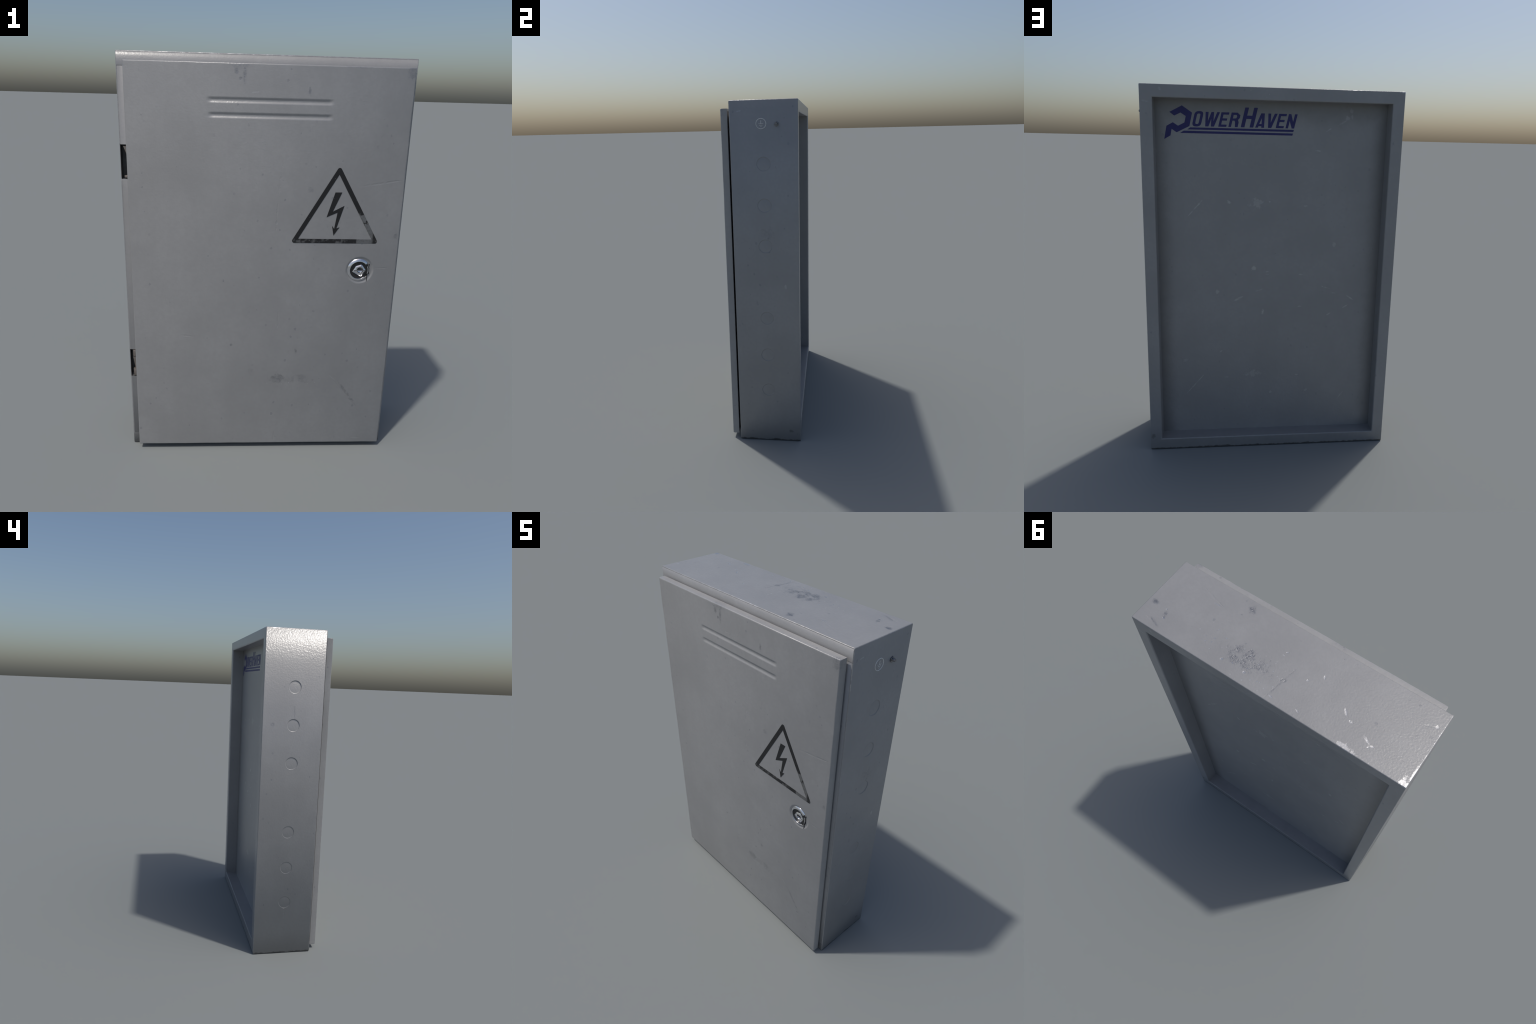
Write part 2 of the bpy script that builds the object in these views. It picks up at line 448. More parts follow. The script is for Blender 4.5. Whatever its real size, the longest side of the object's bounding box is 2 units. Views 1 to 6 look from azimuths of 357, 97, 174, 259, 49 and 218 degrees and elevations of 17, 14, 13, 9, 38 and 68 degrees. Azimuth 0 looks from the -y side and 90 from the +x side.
def panel_chips(n):
    y = Y_PANEL
    L = lambda a, b, w, s: n.math('MULTIPLY', n.line((-a[0], y, a[1]), (-b[0], y, b[1]), w, 0.003, 50), s)
    S = lambda p, r, s, st=(1, 1, 1): n.math('MULTIPLY', n.spot((-p[0], y, p[1]), r, st, 1.0, 60), s)
    return n.most([
        L((-0.455, 1.319), (-0.362, 1.424), 0.0045, 0.45), L((-0.395, 1.386), (-0.372, 1.412), 0.006, 0.55),
        L((-0.473, 0.289), (-0.349, 0.432), 0.0045, 0.5), L((-0.276, 0.550), (-0.258, 0.562), 0.006, 0.5),
        L((-0.20, 0.853), (-0.140, 0.885), 0.009, 0.45), L((-0.08, 0.91), (-0.03, 0.925), 0.006, 0.3),
        L((0.296, 0.940), (0.350, 0.922), 0.005, 0.35), L((0.446, 0.883), (0.487, 0.855), 0.006, 0.5),
        L((0.426, 0.807), (0.462, 0.830), 0.005, 0.5), L((0.334, 0.764), (0.36, 0.78), 0.006, 0.4),
        L((0.165, 1.008), (0.19, 1.007), 0.006, 0.45), L((0.165, 0.82), (0.19, 0.82), 0.006, 0.4),
        L((-0.02, 1.024), (0.0, 1.025), 0.006, 0.45), L((-0.02, 1.008), (0.0, 1.010), 0.006, 0.3),
        L((0.36, 0.90), (0.385, 0.895), 0.006, 0.35),
        S((-0.082, 1.044), 0.011, 0.6), S((-0.033, 0.791), 0.012, 0.6, (0.7, 1, 1.4)), S((-0.287, 0.906), 0.015, 0.45, (0.8, 1, 1.4)),
        S((-0.075, 1.412), 0.028, 0.35, (1.3, 1, 0.9)), S((-0.086, 0.417), 0.028, 0.3, (1.3, 1, 0.8)),
        S((-0.223, 1.412), 0.010, 0.5), S((-0.003, 1.415), 0.009, 0.5), S((0.192, 1.394), 0.010, 0.35, (1.4, 1, 0.5)),
        S((-0.238, 0.395), 0.010, 0.35, (1.5, 1, 0.5)), S((0.362, 1.181), 0.010, 0.35),
        S((0.405, 1.86), 0.012, 0.45), S((0.425, 1.90), 0.010, 0.4), S((0.43, 1.87), 0.008, 0.4, (0.6, 1, 1.6)),
        L((0.29, 1.79), (0.32, 1.81), 0.006, 0.35), L((0.35, 1.82), (0.405, 1.855), 0.006, 0.3), S((0.26, 1.69), 0.010, 0.4, (1.6, 1, 0.5)),
        S((0.17, 0.40), 0.008, 0.35, (1.5, 1, 0.5)), L((0.42, 0.235), (0.455, 0.285), 0.005, 0.35), S((0.02, 0.295), 0.008, 0.4),
        S((0.23, 0.30), 0.009, 0.3), S((-0.47, 0.51), 0.014, 0.25),
    ])


def panel_stains(n):
    return n.math('MULTIPLY', scatter(n, 16, 0.35, 0.06, 1.0), 0.5)


def plain(name, colour, rough=0.5, metallic=0.0, grain=0.0):
    n = Nodes(name)
    f = n.noise(45, 4.0, 0.6)
    n.link(n.mix(n.ramp(f, 0.25, 0.75), tuple(v * 0.88 for v in colour), tuple(v * 1.10 for v in colour)), n.bsdf.inputs['Base Color'])
    n.bsdf.inputs['Roughness'].default_value = rough
    n.bsdf.inputs['Metallic'].default_value = metallic
    if grain:
        n.link(n.bump(n.noise(220, 2.0), grain, 0.001), n.bsdf.inputs['Normal'])
    return n.mat


def sign_paint():
    """Black paint, worn off towards the lower right corner and patchily along the bottom bar."""
    n = Nodes("worn_black_paint")
    x, y, z = n.xyz()
    big = n.noise(30, 3.0, 0.6)
    band = n.math('MULTIPLY', n.ramp(x, 0.432, 0.440), n.ramp(x, 0.505, 0.518, 1.0, 0.0))
    side = n.math('MULTIPLY', n.ramp(z, 1.285, 1.305, 1.0, 0.0), band)
    torn = n.math('ADD', n.ramp(big, 0.40, 0.47), n.ramp(z, 1.18, 1.21, 0.75, 0.0), clamp=True)
    worn = n.math('MULTIPLY', side, n.math('MULTIPLY', torn, n.ramp(n.noise(70, 4.0), 0.3, 0.6, 0.55, 0.92)))
    low = n.math('MULTIPLY', n.ramp(z, 1.174, 1.1755, 1.0, 0.0), n.ramp(n.noise(34, 4.0, 0.7), 0.48, 0.72, 0.0, 0.45))
    speck = n.math('MULTIPLY', n.ramp(n.noise(120, 1.0), 0.70, 0.76), 0.25)
    w = n.most([worn, low, speck])
    n.link(n.mix(w, (0.016, 0.016, 0.017), STEEL), n.bsdf.inputs['Base Color'])
    n.link(n.ramp(w, 0.0, 1.0, 0.0, 1.0), n.bsdf.inputs['Metallic'])
    n.bsdf.inputs['Roughness'].default_value = 0.5
    n.bsdf.inputs['Specular IOR Level'].default_value = 0.3
    return n.mat


M_BODY = steel("worn_grey_steel", stains=body_stains, chips=body_chips_glints, ridges=body_ridges, grime_shade=body_grime)
M_DOOR = steel("worn_door_steel", base=(0.296, 0.295, 0.296), stains=door_stains, chips=door_chips, ridges=door_ridges)
M_PANEL = steel("back_panel_steel", stains=panel_stains, chips=panel_chips, grime_shade=panel_grime_shade, flecks=0.6)
M_TRIM = steel("rim_steel", peel=0.10, grime_shade=lambda n: n.ramp(n.xyz()[2], 0.0, 0.34, 0.42, 0.0))  # darkening towards the foot is shade put into the colour
M_BLANK = steel("plain_steel", flecks=0.0)
M_CHROME = plain("polished_chrome", (0.72, 0.72, 0.74), 0.20, 1.0)
M_BLACK = plain("black_plastic", (0.018, 0.018, 0.019), 0.45)
M_STUD = plain("dark_zinc", (0.22, 0.22, 0.23), 0.35, 1.0, 0.2)
M_HINGE = plain("brown_hinge_steel", (0.30, 0.26, 0.235), 0.5, 0.8, 0.3)
M_MARK = plain("rubbed_steel", (0.62, 0.62, 0.61), 0.42, 0.2)
M_POCKET = plain("dark_pocket", (0.10, 0.10, 0.102), 0.6)
M_SIGN = sign_paint()
M_LOGO = plain("blue_print", (0.015, 0.014, 0.112), 0.5)

# ------------------------------------------------------------------ the thing
root = bpy.data.objects.new("electrical_cabinet", None)
col.objects.link(root)
root["label"] = "grey steel wall cabinet with hinged door and high-voltage warning triangle"
root["category"] = "electrical cabinet"

# ------------------------------------------------------------------ body shell
bm = bmesh.new()
box(bm, XL, XR, YF + 0.001, YB, 0.0, ZT)
bmesh.ops.recalc_face_normals(bm, faces=bm.faces)
bm.normal_update()
back = max(bm.faces, key=lambda f: f.calc_center_median().y)
r = bmesh.ops.inset_region(bm, faces=[back], thickness=RIM, use_even_offset=True, use_boundary=True)
lip = list(back.edges)
ext = bmesh.ops.extrude_face_region(bm, geom=[back])
deep = [g for g in ext['geom'] if isinstance(g, bmesh.types.BMVert)]
bmesh.ops.translate(bm, verts=deep, vec=(0, Y_PANEL - 0.004 - YB, 0))
stay = [f for f in bm.faces if all(abs(v.co.y - YB) < 1e-6 for v in f.verts) and f.calc_area() > 1.5]
bmesh.ops.delete(bm, geom=stay, context='FACES_ONLY')
bmesh.ops.recalc_face_normals(bm, faces=bm.faces)
bm.normal_update()
lip = [e for e in bm.edges if all(abs(v.co.y - YB) < 1e-5 and XL + 0.01 < v.co.x < XR - 0.01 and 0.01 < v.co.z < ZT - 0.01 for v in e.verts)]
bmesh.ops.bevel(bm, geom=lip, offset=0.007, segments=3, affect='EDGES', profile=0.5)
outer = [e for e in bm.edges if len(e.link_faces) == 2 and e.calc_face_angle(0) > 1.2
         and all(v.co.x < XL + 1e-4 or v.co.x > XR - 1e-4 or v.co.z < 1e-4 or v.co.z > ZT - 1e-4 for v in e.verts)]
bmesh.ops.bevel(bm, geom=outer, offset=0.004, segments=2, affect='EDGES', profile=0.5)
body = add("body", to_mesh(bm, "body"), M_BODY, root)

cut = bmesh.new()
for side in (XL, XR):
    for z in KNOCK_Z:
        lathe(cut, [(0, -0.006), (KNOCK_R, -0.006), (KNOCK_R, 0.006), (0, 0.006)],
              lambda a, b, h, s=side, z=z: (s + h, KNOCK_Y + a, z + b), 56)
for z0, z1 in HINGE_Z:
    box(cut, XL + 0.0026, -0.612, YF - 0.02, YF + 0.045, z0, z1)
cutter = bpy.data.objects.new("cutter", to_mesh(cut, "cutter"))
col.objects.link(cutter)
boolean(body, cutter)
me = body.data
me.materials.clear()
me.materials.append(M_BODY)
bm = bmesh.new(); bm.from_mesh(me)
for k in range(1, 50):
    bmesh.ops.bisect_plane(bm, geom=bm.verts[:] + bm.edges[:] + bm.faces[:], plane_co=(0, 0, 0.04 * k + 0.0013), plane_no=(0, 0, 1))
bm.to_mesh(me); bm.free()


def lean(z, left=True):
    """The side sheets are shaded as if slightly barrelled: facing up at the top, down at the foot."""
    if not left:
        return math.radians(16.5 * (z - 1.0))
    return math.radians(SIDE_LEAN * (z - 1.0) + 8.0 * max(0.0, (z - 1.80) / 0.2) ** 1.5)


def set_body_normals(me):
    """Flat faces keep a flat look, the narrow folds between them blend from one face to the next."""
    flat = {}
    for p in me.polygons:
        p.use_smooth = True
    at_vertex = {}
    for p in me.polygons:
        n_ = p.normal
        if max(abs(c) for c in n_) > 0.9999:
            flat[p.index] = n_.copy()
            if p.area > 0.00002:
                for v in p.vertices:
                    at_vertex.setdefault(v, []).append(n_.copy())
    out = []
    for p in me.polygons:
        for li in p.loop_indices:
            v = me.vertices[me.loops[li].vertex_index]
            if p.index in flat:
                n_ = flat[p.index]
            else:
                near = [q for q in at_vertex.get(v.index, []) if q.dot(p.normal) > 0.5]
                n_ = near[0] if near else v.normal
            if abs(n_.x) > 0.9 and abs(v.co.x) > 0.66:
                t = lean(v.co.z, v.co.x < 0)
                n_ = Vector((math.copysign(math.cos(t), n_.x), 0, math.sin(t)))
            out.append(tuple(n_))
    me.normals_split_custom_set(out)


SIDE_LEAN = 28.0
set_body_normals(me)

# knock-out blanks: discs set a little below the sheet, with a sloping rim
bm = bmesh.new()
R = KNOCK_R - 0.0002
lathe(bm, [(R, -0.005), (R, -0.0004), (R - 0.0018, -0.0022), (R - 0.0038, -0.0029), (R - 0.0065, -0.0025), (0, -0.0025)],
      lambda a, b, h: (h, a, b), 56)
kbase = to_mesh(bm, "knockout")
for z in KNOCK_Z:
    for left in (False, True):
        kmesh = kbase.copy()
        kmesh.name = "knockout"
        for p in kmesh.polygons:
            p.use_smooth = True
        t = lean(z, left)
        tilt = [tuple(Vector((n_.vector.x * math.cos(t) - n_.vector.z * math.sin(t), n_.vector.y, n_.vector.x * math.sin(t) + n_.vector.z * math.cos(t))))
                for n_ in kmesh.corner_normals]
        ob = add("knockout", kmesh, M_BLANK, body)
        kmesh.normals_split_custom_set(tilt)
        ob.location = (XL if left else XR, KNOCK_Y, z)
        ob.rotation_euler = (0, 0, math.pi if left else 0)
bpy.data.meshes.remove(kbase)

# back panel, let into the recess
bm = bmesh.new()
box(bm, XL + RIM - 0.003, XR - RIM + 0.003, Y_PANEL - 0.010, Y_PANEL, RIM - 0.003, ZT - RIM + 0.003)
panel = add("back_panel", to_mesh(bm, "back_panel"), M_PANEL, root)

# ------------------------------------------------------------------ front rim: two rails and two stiles
PROFILE = ((0.0, 52), (0.004, 39), (0.010, 32), (0.018, 24), (0.038, 14), (RIM - 0.004, 6))


def rim_piece(name, pieces):
    bm = bmesh.new()
    want = []
    for axis, lo, hi, edge, sgn in pieces:
        rows = []
        for d, tilt in PROFILE:
            c = edge + sgn * d
            drop = 0.0025 * max(0.0, 1 - d / 0.005) ** 2
            y = YF + drop
            pts = [(lo, c), (hi, c)] if axis == 'x' else [(c, lo), (c, hi)]
            t = math.radians(tilt)
            nrm = Vector((0, -math.cos(t), -sgn * math.sin(t))) if axis == 'x' else Vector((-sgn * math.sin(t), -math.cos(t), 0))
            lift = [0.0, 0.0] if axis == 'x' else [0.8 * math.sin(lean(lo)), 0.9 * math.sin(lean(hi))]
            rows.append(([bm.verts.new((p[0], y, p[1])) for p in pts], [(nrm + Vector((0, 0, q))).normalized() for q in lift]))
        for (a, na), (b, nb) in zip(rows, rows[1:]):
            f = bm.faces.new((a[0], a[1], b[1], b[0])); f.smooth = True
        back = [[bm.verts.new((v.co.x, YF + 0.006, v.co.z)) for v in row] for row in (rows[0][0], rows[-1][0])]
        bm.faces.new((rows[0][0][0], rows[0][0][1], back[0][1], back[0][0]))
        bm.faces.new((rows[-1][0][0], rows[-1][0][1], back[1][1], back[1][0]))
        bm.faces.new((back[0][0], back[0][1], back[1][1], back[1][0]))
        for k in (0, 1):
            bm.faces.new([r_[0][k] for r_ in rows] + [back[1][k], back[0][k]])
        bm.verts.index_update()
        want += [(tuple(round(q, 5) for q in v.co), n_) for row, ns in rows for v, n_ in zip(row, ns)]
    me = to_mesh(bm, name)
    look = dict(want)
    normals = []
    for p in me.polygons:
        for li in p.loop_indices:
            v = me.vertices[me.loops[li].vertex_index].co
            key = tuple(round(q, 5) for q in v)
            normals.append(look[key] if (p.use_smooth and key in look) else p.normal)
    ob = add(name, me, M_TRIM, root)
    for p in me.polygons:
        p.use_smooth = True
    me.normals_split_custom_set([tuple(n_) for n_ in normals])
    return ob


G = 0.0010
E_ = 0.003
rim_piece("top_rail", [('x', XL + E_, XR - E_, ZT - E_, -1)])
rim_piece("bottom_rail", [('x', XL + E_, XR - E_, E_, 1)])
rim_piece("hinge_stile", [('z', a, b, XL + E_, 1) for a, b in
                          ((RIM + G, HINGE_Z[0][0]), (HINGE_Z[0][1], HINGE_Z[1][0]), (HINGE_Z[1][1], ZT - RIM - G))])
rim_piece("lock_stile", [('z', RIM + G, ZT - RIM - G, XR - E_, -1)])

# ------------------------------------------------------------------ hinges in their pockets
for z0, z1 in HINGE_Z:
    bm = bmesh.new()
    x0, x1, y1 = XL + 0.0027, -0.6125, YF + 0.0445
    # pocket lining
    box(bm, x0, x0 + 0.001, YF + 0.001, y1, z0 + 0.0005, z1 - 0.0005)
    box(bm, x0, x1, y1 - 0.001, y1 - 0.0002, z0 + 0.0005, z1 - 0.0005)
    hinge = add("hinge", to_mesh(bm, "hinge_pocket"), M_POCKET, root)
    h = z1 - z0
    low = z0 < 1.0
    bm = bmesh.new()
    for a, b in (((0.03, 0.28), (0.74, 0.98)) if low else ((0.04, 0.10),)):
        lathe(bm, [(0, z0 + a * h), (0.0108, z0 + a * h), (0.0118, z0 + a * h + 0.002), (0.0118, z0 + b * h - 0.002), (0.0108, z0 + b * h), (0, z0 + b * h)],
              lambda a_, b_, q: (-0.6572 + a_, -0.150 + b_, q), 20)
    # bent leaf between the knuckles, tapering downwards
    za, zb = (z0 + 0.72 * h, z0 + 0.31 * h) if low else (z0 + 0.95 * h, z0 + 0.70 * h)
    slab(bm, [(-0.6675, za), (-0.6570 if low else -0.652, zb), (-0.632, zb), (-0.632, za)], [], lambda u, v, q: (u, -0.148 - q * 9, v), 0.0011)
    add("knuckle", to_mesh(bm, "knuckle"), M_HINGE, hinge, 40)
    bm = bmesh.new()
    lathe(bm, [(0, z0 - 0.002), (0.005, z0 - 0.002), (0.005, z1 + 0.002), (0, z1 + 0.002)], lambda a_, b_, q: (-0.6500 + a_, -0.150 + b_, q), 16)
    add("hinge_pin", to_mesh(bm, "hinge_pin"), M_STUD, hinge, 40)
    bm = bmesh.new()
    zc = (z0 + z1) / 2
    box(bm, -0.644, -0.615, DYB - 0.004, YF + 0.012, zc - 0.02, zc + 0.02, 0.001, 1)
    add("hinge_leaf", to_mesh(bm, "hinge_leaf"), M_HINGE, hinge)

# ------------------------------------------------------------------ door: pressed sheet with two stiffening grooves and a lock dimple
def smooth01(t):
    t = min(1.0, max(0.0, t))
    return t * t * (3 - 2 * t)


GROOVES = ((1.803, -0.2775, 0.277), (1.738, -0.274, 0.277))


def door_depth(x, z):
    """How far the sheet is pressed in (towards +y) at a point of the door."""
    d = 0.0
    for zc, a, b in GROOVES:
        end = smooth01((x - a + 0.012) / 0.03) * smooth01((b + 0.012 - x) / 0.03)
        q = abs(z - zc) / 0.0165
        if q < 1 and end > 0:
            d = max(d, 0.0042 * end * (1 - smooth01((q - 0.10) / 0.80)))
    r_ = math.hypot(x - LOCK[0] - 0.004, z - LOCK[1])
    d = max(d, 0.0045 * (1 - smooth01((r_ - 0.0585) / 0.0115)))
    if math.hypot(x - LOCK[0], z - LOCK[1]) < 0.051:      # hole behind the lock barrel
        d = 0.014
    # gentle waviness of thin sheet
    d += 0.0008 * noise.noise(Vector((x * 2.1, z * 1.7, 3.0))) + 0.00035 * noise.noise(Vector((x * 6.0, z * 5.0, 9.0)))
    # rolled edges, slightly battered along the top
    for dist, ax in ((x - DX0, z), (DX1 - x, z), (z - DZ0, x), (DZ1 - z, x)):
        rr = 0.0048 + 0.0022 * noise.noise(Vector((ax * 9.0, dist * 0.0 + 2.0, 1.0)))
        if dist < rr:
            d += rr - math.sqrt(max(0.0, rr * rr - (rr - dist) ** 2))
    return d


def stations(a, b, step, fine):
    e = [0.0, 0.0006, 0.0016, 0.003, 0.0048, 0.0068]
    pts = {round(a + q, 5) for q in e} | {round(b - q, 5) for q in e}
    v = a + 0.011
    while v < b - 0.008:
        pts.add(round(v, 5))
        st = step
        for lo, hi, s in fine:
            if lo <= v < hi:
                st = s
        v += st
    return sorted(pts)


xs = stations(DX0, DX1, 0.008, [(0.388, 0.540, 0.0024), (-0.30, -0.25, 0.004), (0.25, 0.30, 0.004)])
zs = stations(DZ0, DZ1, 0.008, [(0.940, 1.090, 0.0024), (1.715, 1.825, 0.0014)])
bm = bmesh.new()
grid = [[bm.verts.new((x, DYF + door_depth(x, z), z)) for z in zs] for x in xs]
for i in range(len(xs) - 1):
    for j in range(len(zs) - 1):
        bm.faces.new((grid[i][j], grid[i + 1][j], grid[i + 1][j + 1], grid[i][j + 1]))
edge_loop = ([grid[i][0] for i in range(len(xs))] + grid[-1][1:] + [grid[i][-1] for i in range(len(xs) - 2, -1, -1)] + grid[0][-2:0:-1])
rear = [bm.verts.new((v.co.x, DYB, v.co.z)) for v in edge_loop]
n_ = len(edge_loop)
for i in range(n_):
    j = (i + 1) % n_
    bm.faces.new((edge_loop[i], edge_loop[j], rear[j], rear[i]))
# folded-back flange and hollow rear of the pan
inn = []
for v in rear:
    x = min(max(v.co.x, DX0 + 0.014), DX1 - 0.014); z = min(max(v.co.z, DZ0 + 0.014), DZ1 - 0.014)
    inn.append(bm.verts.new((x, DYB, z)))
for i in range(n_):
    j = (i + 1) % n_
    vs = []
    for v in (rear[i], rear[j], inn[j], inn[i]):
        if all((v.co - w.co).length > 1e-7 for w in vs):
            vs.append(v)
    if len(vs) > 2:
        bm.faces.new(vs)
bmesh.ops.remove_doubles(bm, verts=inn, dist=1e-6)
door = add("door", to_mesh(bm, "door"), M_DOOR, root, 50)
crown = []
dm = door.data
for li, n_ in enumerate(dm.corner_normals):
    v = Vector(n_.vector)
    if v.y < -0.3:          # the face of the door is shaded as very slightly crowned
        c = dm.vertices[dm.loops[li].vertex_index].co
        v.x += 0.34 * c.x / 0.645
        v.z += 0.09 * (c.z - 1.0)
        v.normalize()
    crown.append(tuple(v))
dm.normals_split_custom_set(crown)
bm = bmesh.new()
box(bm, DX0 + 0.010, DX1 - 0.010, DYB - 0.020, DYB - 0.006, DZ0 + 0.010, DZ1 - 0.010)
add("door_liner", to_mesh(bm, "door_liner"), M_TRIM, door)

# ------------------------------------------------------------------ warning triangle and lightning arrow
on_door = lambda u, v, h: (u, DYF - h, v)
H = 0.0103
tri = [(0.1338, 1.1625), (0.5268, 1.1628), (0.3313, 1.5038)]
def offset_corner(i, h, arc):
    p = Vector(tri[i]); a = (p - Vector(tri[i - 1])).normalized(); b = (Vector(tri[(i + 1) % 3]) - p).normalized()
    na, nb = Vector((a.y, -a.x)), Vector((b.y, -b.x))      # outward for counter-clockwise order
    if not arc:
        bis = (na + nb).normalized()
        return [tuple(p - bis * (h / bis.dot(na)))]
    out = []
    ang0 = math.atan2(na.y, na.x); ang1 = math.atan2(nb.y, nb.x)
    while ang1 < ang0:
        ang1 += 2 * math.pi
    for k in range(13):
        t = ang0 + (ang1 - ang0) * k / 12
        out.append((p.x + h * math.cos(t), p.y + h * math.sin(t)))
    return out
outline = [q for i in range(3) for q in offset_corner(i, H, True)]
inside = [q for i in range(3) for q in offset_corner(i, H, False)]
bm = bmesh.new()
slab(bm, outline, [inside[::-1]], on_door, 0.0009)
sign = add("warning_triangle", to_mesh(bm, "warning_triangle"), M_SIGN, door)
bolt = [(0.3179, 1.3992), (0.350, 1.3997), (0.3115, 1.3073), (0.3649, 1.3361), (0.3338, 1.2258), (0.3482, 1.2316),
        (0.3221, 1.1906), (0.3123, 1.2390), (0.3233, 1.2235), (0.3344, 1.3033), (0.2833, 1.2800)]
bm = bmesh.new()
slab(bm, bolt[::-1], [], on_door, 0.0009)
add("lightning_arrow", to_mesh(bm, "lightning_arrow"), M_SIGN, door)

# ------------------------------------------------------------------ lock
lx, lz = LOCK
face = lambda a, b, h: (lx + a, DYF - h, lz + b)
bm = bmesh.new()
A0 = math.radians(42)
lathe(bm, [(0.0436, -0.008), (0.0437, 0.0012), (0.0444, 0.0023), (0.0456, 0.0023), (0.0576, -0.0036), (0.0582, -0.0048), (0.0582, -0.008)],
      face, 60, A0, 2 * math.pi - A0 - 0.12)
lock = add("lock", to_mesh(bm, "lock_ring"), M_CHROME, root, 60)
bm = bmesh.new()
lathe(bm, [(0.0, -0.0060), (0.0445, -0.0060), (0.0520, -0.0070), (0.0520, -0.0100), (0.0, -0.0100)], face, 48)
add("lock_face", to_mesh(bm, "lock_face"), M_BLACK, lock, 40)
# square key insert with one rounded corner and a dished middle
bm = bmesh.new()
cx, cz = 0.4655, 1.0165
corners = rounded([(0.4736, 1.0440), (0.4360, 1.0440), (0.4330, 1.0150), (0.4274, 1.0076), (0.4732, 0.9822), (0.4960, 1.0140)][::-1], 0.004, 3)
dish = [(cx + 0.0178 * math.cos(2 * math.pi * k / 40), cz + 0.0165 * math.sin(2 * math.pi * k / 40)) for k in range(40)]
corners = [p for p in corners]
arc = []
for (u, v) in corners:      # clip the upper left corner to a round
    du, dv = u - 0.4655, v - 1.0135
    rad = math.hypot(du, dv)
    if u < 0.452 and v > 1.016 and rad > 0.030:
        u, v = 0.4655 + du * 0.030 / rad, 1.0135 + dv * 0.030 / rad
    arc.append((u, v))
m_ = len(arc)
cc = (0.4655, 1.0135)
levels = []
for inset, hh in ((1.0, -0.0060), (1.0, -0.0022), (0.80, 0.0014)):
    levels.append([bm.verts.new(on_door(cc[0] + (u - cc[0]) * inset, cc[1] + (v - cc[1]) * inset, hh)) for u, v in arc])
for a_, b_ in zip(levels, levels[1:]):
    for i in range(m_):
        bm.faces.new((a_[i], a_[(i + 1) % m_], b_[(i + 1) % m_], b_[i]))
from mathutils.geometry import tessellate_polygon
inner_ring = [(cc[0] + (u - cc[0]) * 0.80, cc[1] + (v - cc[1]) * 0.80) for u, v in arc]
dish = [(cx + (u - cx) * 0.88, cz + (v - cz) * 0.88) for u, v in dish]
rim = [bm.verts.new(on_door(u, v, 0.0014)) for u, v in dish]
flat = levels[2] + rim[::-1]
for tri_ in tessellate_polygon([[Vector((u, v, 0)) for u, v in inner_ring], [Vector((u, v, 0)) for u, v in dish[::-1]]]):
    bm.faces.new([flat[i] for i in tri_])
key = add("key_insert", to_mesh(bm, "key_insert"), M_CHROME, lock)
bm = bmesh.new()
prof = [(0.88, 0.0014)] + [(0.88 * math.cos(t), 0.0014 - 0.0070 * math.sin(t)) for t in [math.pi / 2 * k / 8 for k in range(1, 8)]] + [(0.0, -0.0056)]
in_dish = lambda a, b, h: (cx + a * 0.0178, DYF - h, cz + b * 0.0165)
lathe(bm, prof, in_dish, 20, math.pi, 2 * math.pi)
add("key_dish", to_mesh(bm, "key_dish"), M_CHROME, lock, 60)
bm = bmesh.new()      # upper half of the dish, blackened to copy its dark reflection
lathe(bm, prof, in_dish, 20, 0.0, math.pi)
add("dish_dark_half", to_mesh(bm, "dish_dark_half"), M_BLACK, lock, 60)
bm = bmesh.new()
box(bm, 0.431, 0.4945, DYF - 0.0018, DYF + 0.006, 1.0125, 1.0150)
add("key_slot_bar", to_mesh(bm, "key_slot_bar"), M_BLACK, lock)  # black bar standing in for the slot, nothing is cut
bm = bmesh.new()
box(bm, 0.436, 0.486, DYF - 0.0021, DYF + 0.006, 1.0151, 1.0172, 0.0005, 1)
add("key_bar", to_mesh(bm, "key_bar"), M_CHROME, lock)
# hooked catch plate at the right of the ring with black blocks standing in for the slits
bm = bmesh.new()
lathe(bm, [(0.0438, -0.006), (0.0440, 0.0010), (0.0476, 0.0012), (0.0486, -0.006)], face, 16, math.radians(-22), math.radians(26))
add("catch_plate", to_mesh(bm, "catch_plate"), M_CHROME, lock, 50)
bm = bmesh.new()
box(bm, lx + 0.0412, lx + 0.0434, DYF - 0.0004, DYF + 0.008, lz - 0.058, lz - 0.018)
for dz, hh in ((0.028, 0.009), (0.008, 0.006), (-0.014, 0.010)):
    box(bm, lx + 0.0475, lx + 0.0525, DYF - 0.0003, DYF + 0.008, lz + dz - hh / 2, lz + dz + hh / 2, 0.001, 1)
add("lock_slit_blocks", to_mesh(bm, "lock_slit_blocks"), M_BLACK, lock)

# ------------------------------------------------------------------ earth mark and earth stud on the right side
on_right = lambda a, b, h: (XR + h, 0.0131 + a, 1.8765 + b)
bm = bmesh.new()
lathe(bm, [(0.0244, -0.001), (0.0250, 0.0012), (0.0266, 0.0020), (0.0282, 0.0012), (0.0288, -0.001)], on_right, 56)
def bar(u0, u1, v0, v1):
    slab(bm, [(u0, v0), (u1, v0), (u1, v1), (u0, v1)], [], on_right, 0.0014)
bar(-0.0018, 0.0018, 0.0006, 0.0165); bar(-0.0130, 0.0125, -0.0014, 0.0006)
bar(-0.0094, 0.0090, -0.0090, -0.0068); bar(-0.0034, 0.0034, -0.0168, -0.0145)
add("earth_mark", to_mesh(bm, "earth_mark"), M_MARK, body, 50)
bm = bmesh.new()
stud = lambda a, b, h: (XR + h, 0.0955 + a, 1.8740 + b)
lathe(bm, [(0.0, 0.0060), (0.0115, 0.0060), (0.0134, 0.0045), (0.0136, -0.001)], stud, 6, 0.4, 0.4 + 2 * math.pi)
top = XR + (0.6842 - XR)
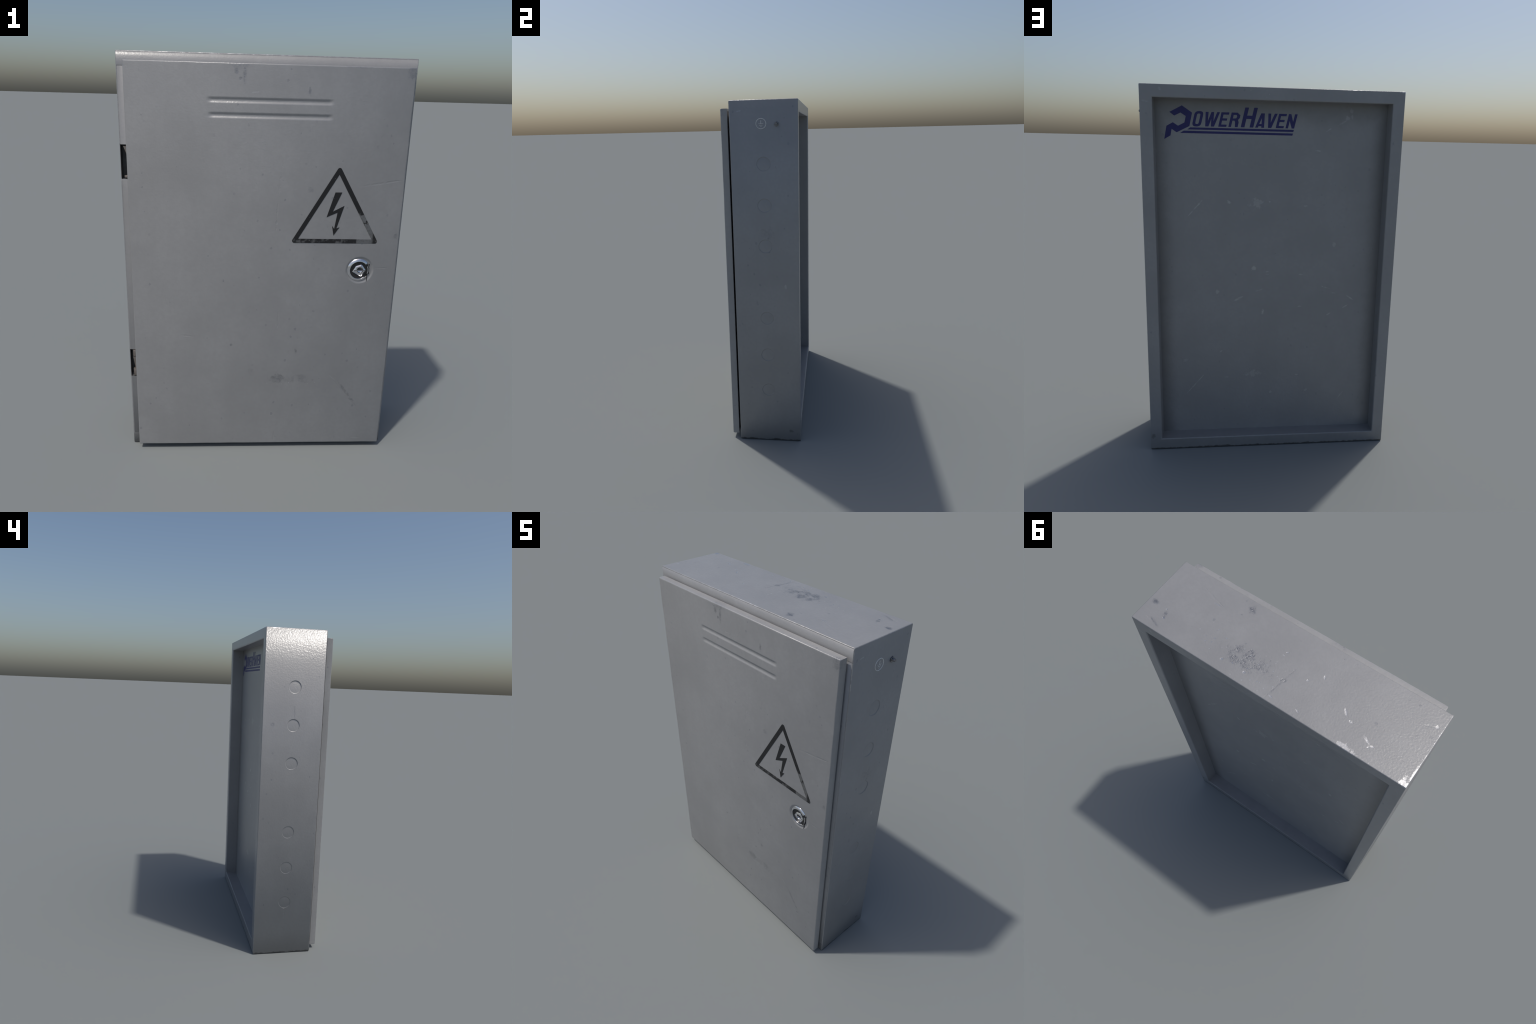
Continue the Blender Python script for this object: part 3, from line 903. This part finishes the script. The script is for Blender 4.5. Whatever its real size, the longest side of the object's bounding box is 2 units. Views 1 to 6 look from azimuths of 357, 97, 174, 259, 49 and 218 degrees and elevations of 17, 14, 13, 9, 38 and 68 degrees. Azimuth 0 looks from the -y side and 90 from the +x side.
lathe(bm, [(0.0070, 0.004)] + [(0.0072 - 0.0009 * (k % 2), 0.005 + 0.0012 * k) for k in range(10)] + [(0.0055, 0.6842 - XR), (0, 0.6842 - XR)], stud, 20)
earth = add("earth_stud", to_mesh(bm, "earth_stud"), M_STUD, body, 40)

# ------------------------------------------------------------------ printed wordmark on the back panel
# u runs to the reader's right (that is, towards -x), v is height
on_back = lambda u, v, h: (-u, Y_PANEL + h, v)
LEAN = 0.235
BASE, CAP = 1.8036, 0.0730


def letter(bm, u0, strokes, holes=(), soft=0.0):
    """Letter outline given upright in cap-height units from its lower left corner, leaned over."""
    f = lambda p: (u0 + p[0] * CAP + LEAN * p[1] * CAP, BASE + p[1] * CAP)
    out = [f(p) for p in strokes]
    hs = [[f(p) for p in h] for h in holes]
    if soft:
        out = rounded(out, soft); hs = [rounded(h, soft * 0.6) for h in hs]
    slab(bm, out, [h[::-1] for h in hs], on_back, 0.0008)


def E_shape(w, s=0.175):
    t = 0.155
    return [(0, 0), (w, 0), (w, t), (s, t), (s, 0.43), (w * 0.90, 0.43), (w * 0.90, 0.585), (s, 0.585), (s, 1 - t), (w, 1 - t), (w, 1), (0, 1)]


logo = bpy.data.objects.new("wordmark", None)
col.objects.link(logo); logo.parent = root


def glyph(name, build):
    bm = bmesh.new(); build(bm)
    ob = add(name, to_mesh(bm, name), M_LOGO, logo)


big_p = [(-0.5273, 1.8715), (-0.4635, 1.9054), (-0.4124, 1.8704), (-0.4268, 1.8032), (-0.4926, 1.7704), (-0.5178, 1.7872), (-0.5241, 1.7540),
         (-0.5562, 1.7352), (-0.5435, 1.8021), (-0.5110, 1.8203), (-0.4847, 1.8036), (-0.4521, 1.8205), (-0.4448, 1.8529), (-0.4712, 1.8695), (-0.5030, 1.8538)]
glyph("letter_p", lambda b: slab(b, big_p[::-1], [], on_back, 0.0008))
glyph("letter_o", lambda b: letter(b, -0.4147, [(0, -0.02), (0.62, -0.02), (0.62, 1.04), (0, 1.04)],
                                   [[(0.19, 0.15), (0.43, 0.15), (0.43, 0.87), (0.19, 0.87)]], 0.020))
glyph("letter_w", lambda b: letter(b, -0.3460, [(0, 0), (0.225, 0), (0.31, 0.52), (0.40, 0), (0.62, 0), (0.815, 1), (0.62, 1), (0.50, 0.37),
                                                (0.40, 1), (0.22, 1), (0.107, 0.385), (0.015, 1), (-0.19, 1)]))
glyph("letter_e", lambda b: letter(b, -0.2790, E_shape(0.565)))
glyph("letter_r", lambda b: letter(b, -0.2266, [(0, 0), (0.185, 0), (0.185, 0.445), (0.33, 0.445), (0.39, 0.36), (0.46, 0), (0.66, 0), (0.655, 0.33), (0.575, 0.50), (0.665, 0.64), (0.665, 0.82), (0.43, 1), (0, 1)],
                                   [[(0.185, 0.59), (0.42, 0.61), (0.455, 0.74), (0.40, 0.84), (0.185, 0.84)]]))
h = 0.1000 / CAP
glyph("letter_h", lambda b: letter(b, -0.1624, [(0, 0), (0.265, 0), (0.265, 0.585), (0.632, 0.585), (0.632, 0), (0.90, 0), (0.90, h), (0.632, h), (0.632, 0.815), (0.265, 0.815), (0.265, h), (0, h)]))
glyph("letter_a", lambda b: letter(b, -0.0873, [(0, 0), (0.20, 0), (0.215, 0.105), (0.425, 0.105), (0.445, 0), (0.645, 0), (0.455, 1), (0.198, 1)],
                                   [[(0.235, 0.262), (0.40, 0.262), (0.33, 0.69)]]))
glyph("letter_v", lambda b: letter(b, -0.0191, [(0, 0), (0.23, 0), (0.445, 1), (0.24, 1), (0.098, 0.37), (-0.02, 1), (-0.222, 1)]))
glyph("letter_e", lambda b: letter(b, 0.0211, E_shape(0.565)))
glyph("letter_n", lambda b: letter(b, 0.0728, [(0, 0), (0.18, 0), (0.18, 0.52), (0.455, 0), (0.63, 0), (0.63, 1), (0.44, 1), (0.44, 0.45), (0.175, 1), (0, 1)]))
glyph("underline_bar", lambda b: slab(b, [(-0.4381, 1.7863), (0.1151, 1.7858), (0.1179, 1.7968), (-0.4226, 1.7970)], [], on_back, 0.0008))
glyph("underline_bar", lambda b: slab(b, [(-0.4755, 1.7678), (0.1108, 1.7670), (0.1134, 1.7780), (-0.4559, 1.7796)], [], on_back, 0.0008))
